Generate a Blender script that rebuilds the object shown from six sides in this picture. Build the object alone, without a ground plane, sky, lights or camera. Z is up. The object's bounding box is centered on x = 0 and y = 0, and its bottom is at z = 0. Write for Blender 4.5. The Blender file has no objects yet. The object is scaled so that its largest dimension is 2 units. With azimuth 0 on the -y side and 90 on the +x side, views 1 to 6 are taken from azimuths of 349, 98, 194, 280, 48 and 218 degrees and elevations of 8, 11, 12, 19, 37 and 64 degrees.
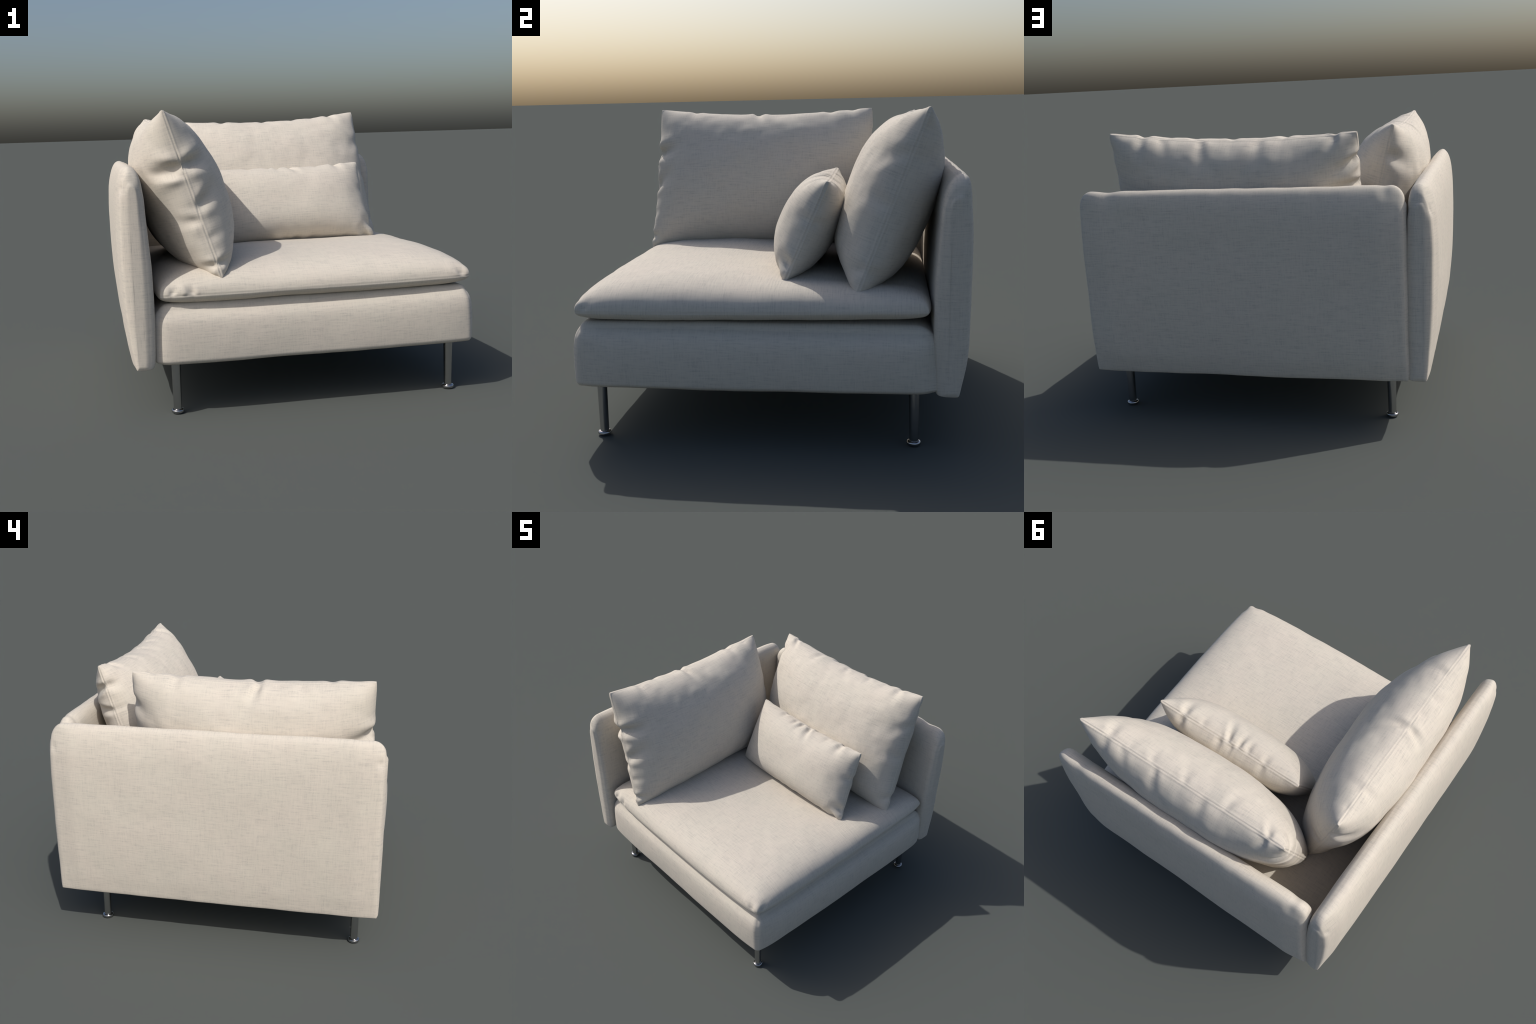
"""Corner seat module of a sofa: upholstered base on metal legs, arm panel, back panel,
seat cushion, two big loose cushions and one small lumbar pillow, all in linen fabric."""
import bpy, math
import numpy as np
from mathutils import Vector, Matrix, noise

TAU = 2 * math.pi


# ------------------------------------------------------------------ materials
def new_material(name):
    m = bpy.data.materials.new(name)
    m.use_nodes = True
    nt = m.node_tree
    nt.nodes.clear()
    out = nt.nodes.new("ShaderNodeOutputMaterial")
    bsdf = nt.nodes.new("ShaderNodeBsdfPrincipled")
    nt.links.new(bsdf.outputs[0], out.inputs[0])
    return m, nt, bsdf


def linen(name, base=(0.600, 0.554, 0.490), seed=0.0):
    """Woven linen: long slubs along both thread directions on every face, soft mottling."""
    m, nt, bsdf = new_material(name)
    N, L = nt.nodes.new, nt.links.new

    def math_node(op, a, b=None, c=None):
        n = N("ShaderNodeMath")
        n.operation = op
        for i, v in enumerate((a, b, c)):
            if v is None:
                continue
            if isinstance(v, (int, float)):
                n.inputs[i].default_value = v
            else:
                L(v, n.inputs[i])
        return n.outputs[0]

    tc = N("ShaderNodeTexCoord")
    sep = N("ShaderNodeSeparateXYZ")
    L(tc.outputs["Object"], sep.inputs[0])
    nsep = N("ShaderNodeSeparateXYZ")
    L(tc.outputs["Normal"], nsep.inputs[0])
    # weights of the three projection planes
    w = []
    for i in range(3):
        a = math_node("ABSOLUTE", nsep.outputs[i])
        w.append(math_node("POWER", a, 5.0))
    total = math_node("ADD", math_node("ADD", w[0], w[1]), w[2])
    w = [math_node("DIVIDE", x, total) for x in w]

    def threads(a, b, fa, fb, off, detail=2.0):
        va = math_node("MULTIPLY", a, fa)
        vb = math_node("MULTIPLY", b, fb)
        c = N("ShaderNodeCombineXYZ")
        L(va, c.inputs[0])
        L(vb, c.inputs[1])
        c.inputs[2].default_value = off + seed
        t = N("ShaderNodeTexNoise")
        t.inputs["Scale"].default_value = 1.0
        t.inputs["Detail"].default_value = detail
        t.inputs["Roughness"].default_value = 0.6
        L(c.outputs[0], t.inputs["Vector"])
        return t.outputs["Fac"]

    X, Y, Z = sep.outputs
    planes = [(Y, Z), (X, Z), (X, Y)]
    slub, cross, fine = None, None, None
    for i, (a, b) in enumerate(planes):
        s = math_node("MULTIPLY", threads(a, b, 11.0, 140.0, 3.1 * i), w[i])
        c = math_node("MULTIPLY", threads(a, b, 145.0, 15.0, 7.7 + 3.1 * i), w[i])
        f = math_node("MULTIPLY", threads(a, b, 150.0, 220.0, 17.0 + 2.3 * i, 1.0), w[i])
        slub = s if slub is None else math_node("ADD", slub, s)
        cross = c if cross is None else math_node("ADD", cross, c)
        fine = f if fine is None else math_node("ADD", fine, f)

    val = math_node("ADD", math_node("MULTIPLY", slub, 0.50), math_node("MULTIPLY", cross, 0.30))
    val = math_node("ADD", val, math_node("MULTIPLY", fine, 0.20))
    ramp = N("ShaderNodeValToRGB")
    e = ramp.color_ramp.elements
    b = np.array(base)
    e[0].position, e[1].position = 0.33, 0.64
    e[0].color = (*(b * (0.81, 0.82, 0.84)), 1)
    e[1].color = (*(b * (1.08, 1.075, 1.065)), 1)
    mid = e.new(0.48)
    mid.color = (*b, 1)
    L(val, ramp.inputs[0])
    # large soft mottling: between a greenish and a pinkish undyed tone
    mt = N("ShaderNodeTexNoise")
    mt.inputs["Scale"].default_value = 5.0
    mt.inputs["Detail"].default_value = 3.0
    mp = N("ShaderNodeMapping")
    mp.inputs["Location"].default_value = (seed, 2 * seed, 0)
    L(tc.outputs["Object"], mp.inputs[0])
    L(mp.outputs[0], mt.inputs["Vector"])
    tint = N("ShaderNodeValToRGB")
    te = tint.color_ramp.elements
    te[0].position, te[1].position = 0.36, 0.64
    te[0].color = (0.988, 0.992, 0.978, 1)
    te[1].color = (1.0, 0.99, 0.98, 1)
    L(mt.outputs["Fac"], tint.inputs[0])
    mix = N("ShaderNodeMix")
    mix.data_type = "RGBA"
    mix.blend_type = "MULTIPLY"
    mix.inputs["Factor"].default_value = 1.0
    L(ramp.outputs[0], mix.inputs[6])
    L(tint.outputs[0], mix.inputs[7])
    L(mix.outputs[2], bsdf.inputs["Base Color"])
    bsdf.inputs["Roughness"].default_value = 0.92
    bsdf.inputs["Specular IOR Level"].default_value = 0.18
    bsdf.inputs["Sheen Weight"].default_value = 0.06
    bsdf.inputs["Sheen Roughness"].default_value = 0.5
    bump = N("ShaderNodeBump")
    bump.inputs["Strength"].default_value = 0.22
    bump.inputs["Distance"].default_value = 0.002
    L(val, bump.inputs["Height"])
    L(bump.outputs[0], bsdf.inputs["Normal"])
    return m


def metal(name, colour, rough):
    m, nt, bsdf = new_material(name)
    tc = nt.nodes.new("ShaderNodeTexCoord")
    t = nt.nodes.new("ShaderNodeTexNoise")
    t.inputs["Scale"].default_value = 60
    r = nt.nodes.new("ShaderNodeMapRange")
    r.inputs["To Min"].default_value = rough * 0.8
    r.inputs["To Max"].default_value = rough * 1.25
    nt.links.new(tc.outputs["Object"], t.inputs["Vector"])
    nt.links.new(t.outputs["Fac"], r.inputs[0])
    nt.links.new(r.outputs[0], bsdf.inputs["Roughness"])
    bsdf.inputs["Base Color"].default_value = (*colour, 1)
    bsdf.inputs["Metallic"].default_value = 1.0
    return m


FABRIC = linen("linen_fabric")
STEEL = metal("satin_steel", (0.50, 0.50, 0.50), 0.22)
CHROME = metal("polished_chrome", (0.45, 0.45, 0.47), 0.15)


# ------------------------------------------------------------------ helpers
def fractal(p, scale, seed, octaves=2):
    v, amp = 0.0, 1.0
    q = Vector(p) * scale + Vector((seed * 3.7, seed * 1.3, seed * 2.1))
    for _ in range(octaves):
        v += amp * noise.noise(q)
        q = q * 2.03
        amp *= 0.5
    return v


def make_mesh_object(name, verts, faces, mat, parent=None, matrix=None):
    me = bpy.data.meshes.new(name)
    me.from_pydata([tuple(v) for v in verts], [], faces)
    me.update()
    for p in me.polygons:
        p.use_smooth = True
    me.materials.append(mat)
    me.set_sharp_from_angle(angle=math.radians(70))
    ob = bpy.data.objects.new(name, me)
    bpy.context.scene.collection.objects.link(ob)
    if matrix is not None:
        ob.matrix_world = matrix
    if parent is not None:
        ob.parent = parent
    return ob


def smooth(x, a, b):
    t = np.clip((x - a) / (b - a), 0, 1)
    return t * t * (3 - 2 * t)


def grid_normals(P):
    du = np.gradient(P, axis=0)
    dv = np.gradient(P, axis=1)
    n = np.cross(du, dv)
    return n / np.maximum(np.linalg.norm(n, axis=2, keepdims=True), 1e-9)


CREASE_NICK, CREASE_DEPTH, CREASE_WIDTH, CREASE_LENGTH = 0.18, 0.85, 1.3, 1.3


# ------------------------------------------------------------------ stuffed cushions
def cushion(name, corners, front, back, pinch=(0.05, 0.05), shape=(2.8, 0.5), back_shape=None, round_corner=0.010, full_corner=0, lean=(0.0, 0.0),
            creases=(), lumps=0.009, seed=1, parent=None, size=(250, 200), seam=0.0022, random_creases=0,
            crease_rng=(0.05, 0.14, 0.004, 0.010), edge_bow=(0, 0, 0, 0), bow_low=0.0, extra=None):
    """Two stuffed fabric faces sewn along a seam.  corners = BL, BR, TL, TR in the world.
    front / back = how far each face swells out.  creases = (edge, place -1..1, length, width,
    depth, slant, side) where edge is L, R, T or B and side is f(ront), b(ack) or both (fb)."""
    BL, BR, TL, TR = [np.array(c, float) for c in corners]
    mid = (BL + BR + TL + TR) / 4
    ax = (BR + TR - BL - TL)
    ax /= np.linalg.norm(ax)
    az = (TL + TR - BL - BR)
    az -= ax * (az @ ax)
    az /= np.linalg.norm(az)
    ay = np.cross(az, ax)
    R = np.stack([ax, ay, az])                       # world -> local rows
    BL, BR, TL, TR = [R @ (c - mid) for c in (BL, BR, TL, TR)]
    W = (np.linalg.norm(BR - BL) + np.linalg.norm(TR - TL)) / 4
    H = (np.linalg.norm(TL - BL) + np.linalg.norm(TR - BR)) / 4
    nu, nv = size
    tu = np.linspace(-1, 1, nu) * math.pi / 2
    tv = np.linspace(-1, 1, nv) * math.pi / 2
    # sine spacing keeps the rounded border evenly sampled
    su, sv = np.sin(tu), np.sin(tv)
    U, V = np.meshgrid(su, sv, indexing="ij")
    rng = np.random.default_rng(seed)
    creases = list(creases)
    lo, hi, d0, d1 = crease_rng
    for _ in range(random_creases):
        e = "LRTB"[rng.integers(4)]
        creases.append((e, rng.uniform(-0.85, 0.85), rng.uniform(lo, hi), rng.uniform(0.010, 0.024),
                        rng.uniform(d0, d1), rng.uniform(-0.5, 0.5), ["f", "b", "fb"][rng.integers(3)]))

    def edge_coords(e):
        # distance from the edge and place along it, in metres
        if e == "L":
            return (1 + U) * W, V * H, H
        if e == "R":
            return (1 - U) * W, V * H, H
        if e == "T":
            return (1 - V) * H, U * W, W
        return (1 + V) * H, U * W, W

    # seam outline: hollow between the corners, nicked where creases meet it
    pu, pv = pinch
    Uo = U * (1 - pu * (1 - V ** 2) ** 0.8)
    Vo = V * (1 - pv * (1 - U ** 2) ** 0.8)
    Uo = Uo * (1 - round_corner * np.abs(V) ** 14)
    Vo = Vo * (1 - round_corner * np.abs(U) ** 14)
    bl, br, bt, bb = edge_bow
    Uo = Uo + (bl * np.clip(-U, 0, 1) + br * np.clip(U, 0, 1)) * (1 - V ** 2) * (1 - bow_low * V)
    Vo = Vo + (bt * np.clip(V, 0, 1) + bb * np.clip(-V, 0, 1)) * (1 - U ** 2)
    for e, pos, ln, wd, dp, sl, side in creases:
        d, a, half = edge_coords(e)
        nick = CREASE_NICK * dp * np.exp(-((a - pos * half) / (1.3 * wd)) ** 2) * np.exp(-(d / 0.05) ** 2)
        if e in "LR":
            Uo += nick / W * (1 if e == "L" else -1)
        else:
            Vo += nick / H * (1 if e == "B" else -1)
    a, b = (1 - Uo) / 2, (1 + Uo) / 2
    c, d = (1 - Vo) / 2, (1 + Vo) / 2
    base = (a * c)[..., None] * BL + (b * c)[..., None] * BR + (a * d)[..., None] * TL + (b * d)[..., None] * TR

    parts = []
    for sgn, T, ln_, (p, q) in ((-1, front, lean[0], shape), (1, back, lean[1], back_shape or shape)):
        Vs = V + ln_ * (1 - V ** 2)
        fu = np.clip(1 - np.abs(U) ** p, 1e-9, 1) ** q
        fv = np.clip(1 - np.abs(Vs) ** p, 1e-9, 1) ** q
        if full_corner:
            F = (fu ** -full_corner + fv ** -full_corner - 1) ** (-1 / full_corner)
        else:
            F = fu * fv
        F[[0, -1], :] = 0
        F[:, [0, -1]] = 0
        P = base.copy()
        P[..., 1] += sgn * T * F
        nrm = grid_normals(P) * (1 if sgn < 0 else -1)
        disp = np.zeros_like(U)
        dist = np.minimum((1 - np.abs(U)) * W, (1 - np.abs(V)) * H)
        arc = np.sqrt(dist ** 2 + (T * F) ** 2)               # distance from the seam over the cloth
        border = np.clip(arc / 0.004, 0, 1)
        for e, pos, ln, wd, dp, sl, side in creases:
            if ("f" if sgn < 0 else "b") not in side:
                continue
            dd, aa, half = edge_coords(e)
            dd = np.sqrt(dd ** 2 + (T * F) ** 2)
            ln = ln * CREASE_LENGTH
            wloc = CREASE_WIDTH * wd * (1 + 0.9 * np.clip(dd / ln, 0, 1))
            x = (aa - pos * half - sl * dd) / wloc
            fall = np.clip(1 - dd / ln, 0, 1)
            fall = fall ** 1.1 * (0.25 + 0.75 * smooth(dd, 0.0, 0.25 * ln))
            disp -= CREASE_DEPTH * dp * fall * ((1 - 0.9 * x * x) * np.exp(-0.5 * x * x))
        # the sewn seam: a narrow groove along the border
        disp += seam * np.exp(-((arc - 0.008) / 0.0055) ** 2) * border
        lump = np.zeros_like(U)
        for i in range(nu):
            for j in range(nv):
                lump[i, j] = fractal(P[i, j], 3.6, seed + (0.5 if sgn > 0 else 0), 3)
        disp += lumps * lump * np.clip(F * 2.5, 0, 1)
        if extra is not None:
            disp += extra(U, V, sgn) * np.clip(F, 0, 1)
        P = P + nrm * (disp * border)[..., None]
        parts.append(P)
    Fr, Bk = parts
    verts = list(Fr.reshape(-1, 3))
    idx_f = np.arange(nu * nv).reshape(nu, nv)
    idx_b = idx_f.copy()
    for i in range(1, nu - 1):
        for j in range(1, nv - 1):
            idx_b[i, j] = len(verts)
            verts.append(Bk[i, j])
    faces = []
    for i in range(nu - 1):
        for j in range(nv - 1):
            faces.append((idx_f[i, j], idx_f[i + 1, j], idx_f[i + 1, j + 1], idx_f[i, j + 1]))
            faces.append((idx_b[i, j], idx_b[i, j + 1], idx_b[i + 1, j + 1], idx_b[i + 1, j]))
    faces = [tuple(int(k) for k in f) for f in faces]
    M = Matrix([list(R[:, r]) + [mid[r]] for r in range(3)] + [[0, 0, 0, 1]])
    return make_mesh_object(name, verts, faces, FABRIC, parent, M)


# ------------------------------------------------------------------ upholstered panels
def catmull(points, per=10):
    pts = [np.array(p, float) for p in points]
    n, out = len(pts), []
    for i in range(n):
        p0, p1, p2, p3 = pts[i - 1], pts[i], pts[(i + 1) % n], pts[(i + 2) % n]
        for k in range(per):
            t = k / per
            out.append(0.5 * (2 * p1 + (p2 - p0) * t + (2 * p0 - 5 * p1 + 4 * p2 - p3) * t * t
                              + (3 * p1 - p0 - 3 * p2 + p3) * t ** 3))
    return np.array(out)


# section of arm and back panels: (distance from the middle of the sofa, height)
PANEL_SECTION = [
    (0.885, 0.283), (0.850, 0.285), (0.835, 0.294), (0.829, 0.33), (0.825, 0.45), (0.824, 0.60), (0.828, 0.80),
    (0.837, 0.95), (0.846, 1.08), (0.852, 1.18), (0.862, 1.265), (0.881, 1.320), (0.918, 1.348),
    (0.954, 1.335), (0.977, 1.285), (0.991, 1.20), (0.998, 1.08), (0.999, 0.90), (0.995, 0.72),
    (0.986, 0.56), (0.972, 0.42), (0.957, 0.335), (0.949, 0.298), (0.942, 0.286), (0.925, 0.283)]


def panel(name, span, to_world, parent, seed, tops=(0.0, 0.0), bottom_in=(0.0, 0.0), nicks=(), end_round=0.036, shift=(0.0, 0.0), flare=0.0, ridge=(0.0, 0.0)):
    sec = catmull(PANEL_SECTION, 8)
    s0, s1 = span
    L = s1 - s0
    n = 220
    th = np.linspace(0, math.pi, n)
    s = s0 + L * (0.45 * (1 - np.cos(th)) / 2 + 0.55 * np.linspace(0, 1, n))
    # sharpen sampling at the very ends
    xc, zc = 0.905, 1.16
    rings = []

    def ring(si):
        q = min(si - s0, s1 - si)
        k = math.sqrt(max(0.0, 1 - (1 - min(q / end_round, 1)) ** 2))
        kt = math.sqrt(max(0.0, 1 - (1 - min(q / 0.075, 1)) ** 2))
        x, z = sec[:, 0].copy(), sec[:, 1].copy()
        wide = 0.72 + 0.28 * k
        x = xc + (x - xc) * wide + 0.006 * (1 - k)
        up = z > zc
        z[up] = zc + (z[up] - zc) * (0.56 + 0.44 * kt)
        z[~up] = 0.62 + (z[~up] - 0.62) * 1.0
        f = (si - s0) / L
        z += (tops[0] * (1 - f) + tops[1] * f) * smooth(z, 0.9, 1.3)
        # swell of the stuffed faces between the ends
        swell = math.sin(math.pi * f) ** 0.6
        x = x + np.sign(x - xc) * 0.004 * swell * smooth(z, 0.4, 0.8)
        x = x + shift[0] * (1 - f) + shift[1] * f
        x = x + flare * smooth(x, xc, xc + 0.05) * (1 - smooth(z, 0.30, 0.85))
        # the outer face turns in gently towards both ends
        x = x - 0.016 * (1 - smooth(q, 0.0, 0.15)) * smooth(x, xc, xc + 0.06)
        # the ridge along the top wanders from end to end
        x = x + (ridge[0] * (1 - f) + ridge[1] * f) * smooth(z, 1.14, 1.36)
        # taper towards the floor
        low = 1 - smooth(z, 0.28, 0.95)
        sy = si + low * (bottom_in[0] * (1 - smooth(f, 0, .25)) - bottom_in[1] * smooth(f, .75, 1))
        return np.stack([x, np.broadcast_to(sy, x.shape), z], axis=1)

    rings = [ring(v) for v in s]

    def cap(r, steps, out):
        res = []
        c = r.mean(axis=0)
        # shrink onto the vertical middle line of the end
        axis = np.stack([np.full(len(r), c[0]), r[:, 1], np.clip(r[:, 2], r[:, 2].min() + 0.045, r[:, 2].max() - 0.045)], axis=1)
        for k in range(1, steps + 1):
            t = 0.60 * k / steps
            rr = r * (1 - t) + axis * t
            rr[:, 1] += out * math.sin(k / steps * math.pi / 2)
            res.append(rr)
        return res

    start = cap(rings[0], 7, -0.010)[::-1]
    end = cap(rings[-1], 7, 0.010)
    rings = start + rings + end
    m = len(sec)
    verts, faces = [], []
    P = np.array(rings)
    nr = grid_normals(np.concatenate([P, P[:, :1]], axis=1))[:, :m]
    mid_i, mid_j = len(rings) // 2, int(np.argmax(sec[:, 0]))
    outward = 1.0 if nr[mid_i, mid_j][0] > 0 else -1.0
    for i in range(len(rings)):
        for j in range(m):
            p = P[i, j]
            d = 0.0045 * fractal(p, 2.2, seed, 3)
            if p[2] > 1.1:                                    # slack cloth along the top
                d += 0.0022 * fractal((p[0], p[1] * 1.2, p[2]), 6.0, seed + 5, 2) * min((p[2] - 1.1) / 0.1, 1)
            for ny, nz, w, dp in nicks:
                r2 = ((p[1] - ny) ** 2 + (p[2] - nz) ** 2 * 0.6) / w ** 2
                d -= dp * math.exp(-r2)
            verts.append(p + nr[i, j] * d * outward)
    for i in range(len(rings) - 1):
        for j in range(m):
            a, b = i * m + j, i * m + (j + 1) % m
            faces.append((a, b, b + m, a + m))
    # close the narrow middle of both ends
    last = (len(rings) - 1) * m
    faces.append(tuple(range(m))[::-1])
    faces.append(tuple(last + j for j in range(m)))
    world = [to_world(v[0], v[1], v[2]) for v in verts]
    ob = make_mesh_object(name, world, faces, FABRIC, parent)
    fix_normals(ob)
    return ob


def fix_normals(ob):
    import bmesh
    bm = bmesh.new()
    bm.from_mesh(ob.data)
    bmesh.ops.remove_doubles(bm, verts=bm.verts, dist=1e-5)
    bmesh.ops.recalc_face_normals(bm, faces=bm.faces)
    bm.to_mesh(ob.data)
    bm.free()
    for p in ob.data.polygons:
        p.use_smooth = True


# ------------------------------------------------------------------ base
def seat_base(parent):
    """Upholstered box with softly rounded top and ends."""
    lo = np.array((-0.822, -0.952, 0.291))
    hi = np.array((0.965, 0.830, 0.614))
    n = 70
    c, h = (lo + hi) / 2, (hi - lo) / 2
    verts, faces, index = [], [], {}

    def vert(a):
        key = tuple(int(round((t + 1) * 1e5)) for t in a)
        if key in index:
            return index[key]
        p = np.array(a)
        # per-edge rounding: tighter at the open front corner, fuller where it meets the panels
        left, rear, top = smooth(-p[0], -0.7, 0.7), smooth(p[1], -0.7, 0.7), smooth(p[2], -0.7, 0.7)
        corner = 0.026 + 0.016 * top
        r = np.array([corner + (0.085 - corner) * left, corner + (0.110 - corner) * rear,
                      0.028 + (0.055 + 0.025 * max(left, rear)) * top])
        q = p * h
        inner = np.clip(q, -(h - r), h - r)
        d = (q - inner) / r
        ln = np.linalg.norm(d)
        if ln > 1e-6:
            d = d / ln * np.max(np.abs(d))
        pos = inner + d * r
        # stuffed faces swell
        bx, by = 1 - p[0] ** 8, 1 - p[1] ** 8
        bz = 1 - ((p[2] + 0.25) / 1.25) ** 2
        pos[0] += np.sign(p[0]) * 0.033 * by * bz * abs(p[0]) ** 3
        pos[1] += np.sign(p[1]) * 0.026 * bx * bz * abs(p[1]) ** 3
        pos[2] += (0.010 * bx * by if p[2] > 0 else -0.004 * bx * by) * abs(p[2]) ** 3
        # the upper edge draws back under the seat cushion
        lip = smooth(p[2], 0.1, 1.0) ** 1.5
        pos[0] -= 0.015 * lip * smooth(p[0], 0.5, 1.0)
        pos[1] += 0.015 * lip * smooth(-p[1], 0.5, 1.0)
        pos = pos + c
        pos = pos + d / max(np.linalg.norm(d), 1e-6) * 0.004 * fractal(pos, 2.5, 4, 3)
        index[key] = len(verts)
        verts.append(pos)
        return index[key]

    t = np.linspace(-1, 1, n)
    t = 0.45 * t + 0.55 * np.sin(t * math.pi / 2)
    for axis in range(3):
        for sg in (-1.0, 1.0):
            for i in range(n - 1):
                for j in range(n - 1):
                    f = []
                    for a, b in ((i, j), (i + 1, j), (i + 1, j + 1), (i, j + 1)):
                        p = [0, 0, 0]
                        p[axis], p[(axis + 1) % 3], p[(axis + 2) % 3] = sg, t[a], t[b]
                        f.append(vert(p))
                    faces.append(tuple(f) if sg > 0 else tuple(f[::-1]))
    return make_mesh_object("seat_base", verts, faces, FABRIC, parent)


# ------------------------------------------------------------------ legs
def lathe(profile, seg=40):
    verts, faces = [], []
    for r, z in profile:
        for k in range(seg):
            a = TAU * k / seg
            verts.append((r * math.cos(a), r * math.sin(a), z))
    for i in range(len(profile) - 1):
        for k in range(seg):
            a, b = i * seg + k, i * seg + (k + 1) % seg
            faces.append((a, b, b + seg, a + seg))
    faces.append(tuple(range(seg))[::-1])
    faces.append(tuple(len(verts) - seg + k for k in range(seg)))
    return verts, faces


def legs(parent):
    tube_v, tube_f = lathe([(0.0224 + 0.0030 * k / 12, 0.022 + 0.293 * k / 12) for k in range(13)])
    foot_v, foot_f = lathe([(0.022, 0.0), (0.0290, 0.0015), (0.0335, 0.006), (0.0350, 0.012), (0.0340, 0.018),
                            (0.0305, 0.0225), (0.022, 0.0245)])
    tube_mesh = foot_mesh = None
    for x, y in ((-0.711, -0.848), (0.859, -0.850), (0.859, 0.720), (-0.711, 0.720)):
        M = Matrix.Translation((x, y, 0))
        if tube_mesh is None:
            leg = make_mesh_object("leg", tube_v, tube_f, STEEL, parent, M)
            foot = make_mesh_object("foot", foot_v, foot_f, CHROME, leg)
            tube_mesh, foot_mesh = leg.data, foot.data
        else:
            leg = bpy.data.objects.new("leg", tube_mesh)
            bpy.context.scene.collection.objects.link(leg)
            leg.matrix_world = M
            leg.parent = parent
            foot = bpy.data.objects.new("foot", foot_mesh)
            bpy.context.scene.collection.objects.link(foot)
            foot.parent = leg


# ------------------------------------------------------------------ assemble
def slack_end(U, V, sgn):
    """The rear lower end of the side cushion is poorly filled on its hidden face."""
    return -0.055 * smooth(U, 0.25, 0.85) * smooth(-V, -0.35, 0.6) if sgn > 0 else np.zeros_like(U)


def seat_hollow(U, V, sgn):
    """The seat sinks under the loose cushions, deepest in the corner between the panels."""
    if sgn > 0:
        return np.zeros_like(U)
    rear = 0.064 * smooth(V, -0.40, 0.80) * (1 - 0.65 * smooth(U, 0.60, 1.0))
    corner = 0.034 * smooth(V, 0.2, 0.9) * smooth(-U, 0.2, 0.9)
    return -(rear + corner)


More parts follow.
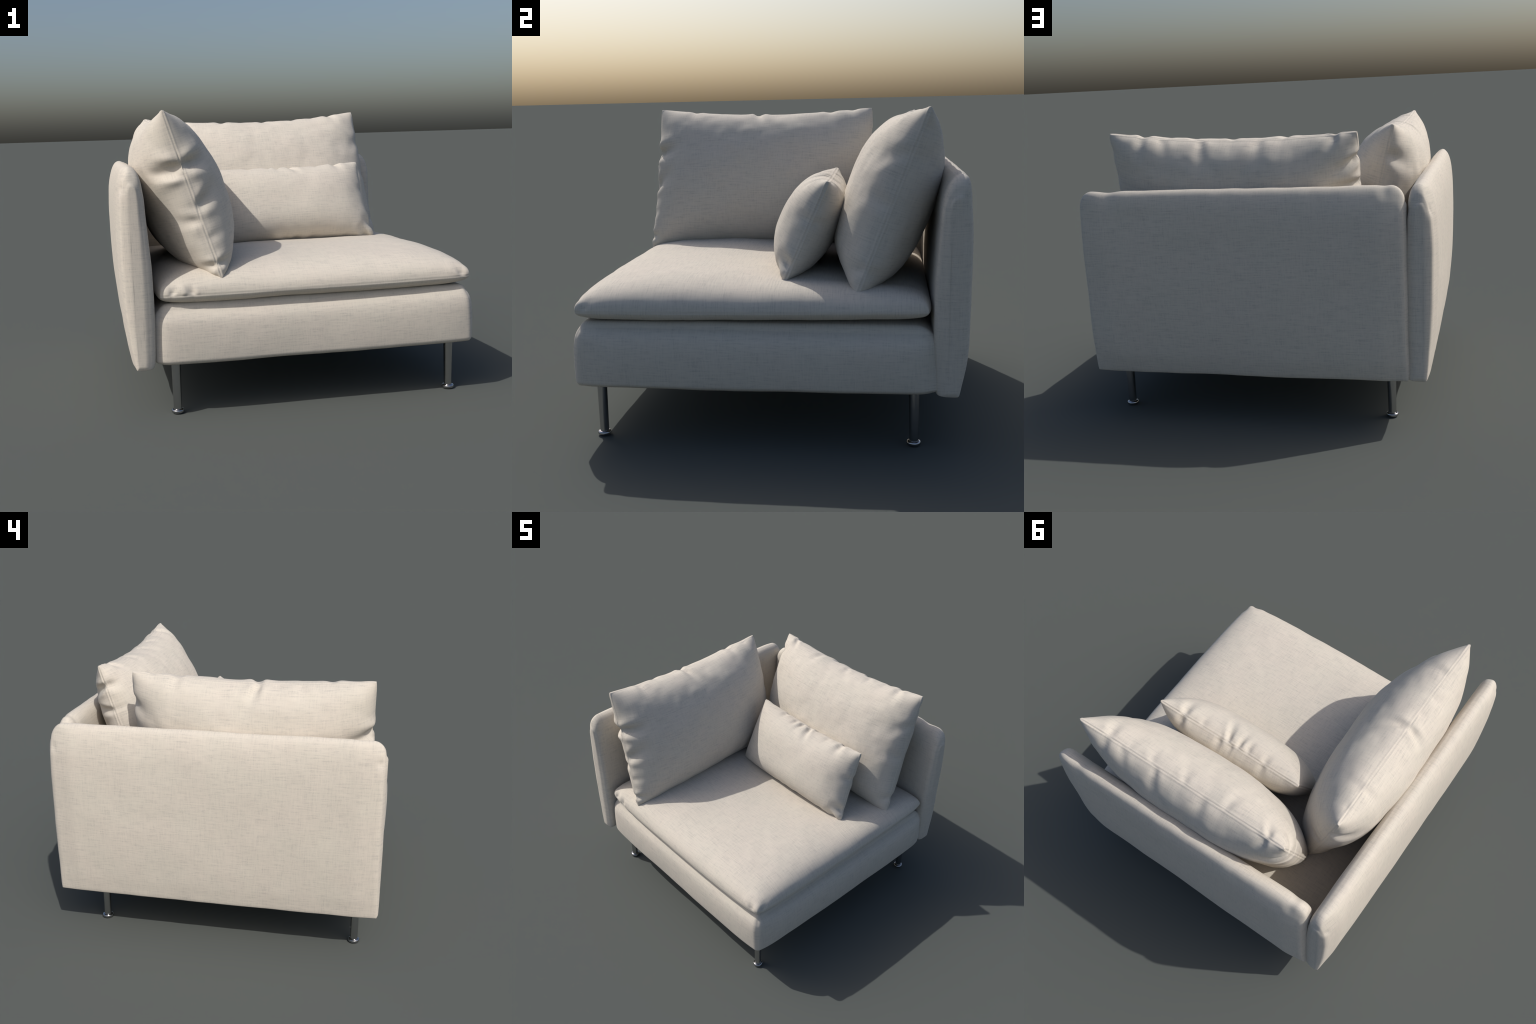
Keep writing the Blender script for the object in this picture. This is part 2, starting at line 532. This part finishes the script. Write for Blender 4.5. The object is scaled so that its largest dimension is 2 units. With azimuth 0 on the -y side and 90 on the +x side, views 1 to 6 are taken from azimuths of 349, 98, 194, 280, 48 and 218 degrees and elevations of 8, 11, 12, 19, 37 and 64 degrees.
def build():
    root = bpy.data.objects.new("corner_sofa", None)
    bpy.context.scene.collection.objects.link(root)
    root["label"] = "beige linen corner sofa seat with loose cushions and metal legs"
    root["category"] = "sofa"

    seat_base(root)
    legs(root)
    panel("armrest", (-0.980, 0.932), lambda d, s, z: (-d, s, z), root, 11, ridge=(0.002, -0.014), shift=(-0.004, -0.020), tops=(0.000, -0.022),
          bottom_in=(0.0, 0.008), nicks=[(-0.955, 1.23, 0.02, 0.008), (0.905, 1.20, 0.02, 0.006)])
    panel("backrest", (-0.820, 0.971), lambda d, s, z: (s, d, z), root, 23, tops=(-0.022, -0.024),
          bottom_in=(0.0, 0.012), nicks=[(-0.72, 1.30, 0.03, 0.006), (0.80, 1.31, 0.05, 0.007)], shift=(-0.014, -0.017), flare=0.014, ridge=(-0.016, 0.022))

    cushion("seat_cushion", [(-0.805, -0.952, 0.662), (0.966, -0.954, 0.670), (-0.805, 0.80, 0.684), (0.960, 0.80, 0.692)],
            front=0.149, back=0.068, pinch=(0.0, 0.0), edge_bow=(0, 0.013, 0, -0.022), shape=(6.0, 0.46), back_shape=(10.0, 0.5), round_corner=0.022, full_corner=2.5, lumps=0.004, seed=3, parent=root,
            size=(260, 260), seam=0.0008,
            extra=seat_hollow,
            creases=[("B", -0.93, 0.06, 0.012, 0.012, 0.3, "f"), ("B", -0.80, 0.05, 0.010, 0.010, -0.4, "f"),
                     ("B", -0.86, 0.05, 0.012, -0.008, 0.1, "f"), ("B", 0.95, 0.07, 0.014, 0.010, -0.5, "f"),
                     ("R", -0.95, 0.06, 0.014, 0.008, 0.4, "f")])

    cushion("back_cushion", [(-0.525, 0.475, 0.735), (0.885, 0.440, 0.738), (-0.572, 0.757, 1.600), (0.830, 0.788, 1.635)],
            front=0.242, back=0.228, pinch=(0.03, 0.08), edge_bow=(-0.045, 0, -0.035, -0.02), bow_low=0.4, lean=(0.10, 0.05), seed=5, parent=root,
            creases=[("T", 0.72, 0.15, 0.020, 0.014, 0.1, "fb"), ("T", 0.57, 0.12, 0.016, 0.008, -0.3, "b"),
                     ("T", 0.24, 0.15, 0.018, 0.012, -0.15, "b"), ("T", 0.30, 0.10, 0.018, 0.008, 0.2, "f"),
                     ("T", -0.02, 0.12, 0.016, 0.008, 0.3, "f"), ("T", -0.24, 0.16, 0.022, 0.011, 0.1, "b"),
                     ("T", -0.42, 0.14, 0.018, 0.010, -0.2, "f"), ("T", -0.84, 0.11, 0.014, 0.015, 0.4, "fb"),
                     ("L", 0.72, 0.15, 0.015, 0.030, -0.25, "b"), ("L", 0.70, 0.10, 0.020, 0.014, 0.0, "f"),
                     ("L", 0.38, 0.18, 0.015, 0.026, 0.15, "b"),
                     ("L", 0.05, 0.20, 0.016, 0.018, -0.2, "b"), ("L", -0.16, 0.20, 0.014, 0.016, -0.1, "b"),
                     ("R", 0.50, 0.22, 0.026, 0.010, -0.3, "f"), ("R", -0.05, 0.20, 0.024, 0.008, 0.2, "f"),
                     ("R", -0.72, 0.12, 0.020, 0.010, -0.3, "fb")],
            random_creases=3)

    cushion("side_cushion", [(-0.452, -0.935, 0.735), (-0.510, 0.452, 0.742), (-0.733, -0.904, 1.629), (-0.725, 0.496, 1.614)],
            front=0.248, back=0.238, pinch=(0.03, 0.08), edge_bow=(0, 0.055, -0.025, -0.02), bow_low=0.3, extra=slack_end, lean=(0.12, 0.0), seed=8, parent=root,
            creases=[("L", 0.34, 0.19, 0.022, 0.046, 0.05, "fb"), ("L", 0.24, 0.22, 0.013, 0.016, 0.25, "b"),
                     ("L", -0.14, 0.18, 0.024, 0.028, 0.35, "f"),
                     ("L", -0.30, 0.15, 0.018, 0.014, 0.15, "b"), ("L", -0.83, 0.10, 0.014, 0.020, -0.1, "fb"),
                     ("T", -0.06, 0.17, 0.016, 0.022, 0.25, "fb"), ("T", -0.40, 0.10, 0.018, 0.008, -0.3, "b"),
                     ("T", -0.66, 0.12, 0.018, 0.010, 0.2, "f"), ("T", 0.62, 0.12, 0.020, 0.011, 0.1, "fb"),
                     ("R", 0.62, 0.18, 0.026, 0.022, -0.1, "b"), ("R", 0.1, 0.16, 0.022, 0.010, 0.1, "f"),
                     ("R", -0.4, 0.12, 0.022, 0.010, -0.1, "b")],
            random_creases=3)

    cushion("lumbar_pillow", [(-0.350, 0.072, 0.785), (0.748, 0.084, 0.786), (-0.336, 0.290, 1.264), (0.701, 0.302, 1.281)],
            front=0.172, back=0.152, pinch=(0.04, 0.06), edge_bow=(0, 0, -0.04, -0.03), lean=(0.10, -0.10), seed=13, parent=root, size=(220, 150), lumps=0.004,
            creases=[("T", 0.66, 0.12, 0.018, 0.018, 0.1, "fb"), ("T", 0.02, 0.14, 0.013, 0.022, 0.3, "f"),
                     ("T", -0.12, 0.11, 0.012, 0.018, -0.1, "f"), ("T", -0.26, 0.10, 0.014, 0.010, 0.2, "f"),
                     ("T", 0.12, 0.08, 0.016, 0.012, 0.0, "b"), ("T", -0.05, 0.08, 0.014, 0.012, 0.2, "b"),
                     ("T", -0.5, 0.08, 0.016, 0.009, 0.0, "fb"), ("T", 0.4, 0.08, 0.016, 0.007, 0.0, "f"),
                     ("R", -0.72, 0.10, 0.020, 0.020, 0.2, "f"), ("R", 0.2, 0.10, 0.018, 0.008, 0.0, "fb"),
                     ("B", 0.90, 0.09, 0.016, 0.016, -0.4, "f"), ("B", 0.2, 0.08, 0.02, 0.006, 0.1, "f")],
            random_creases=4)


build()
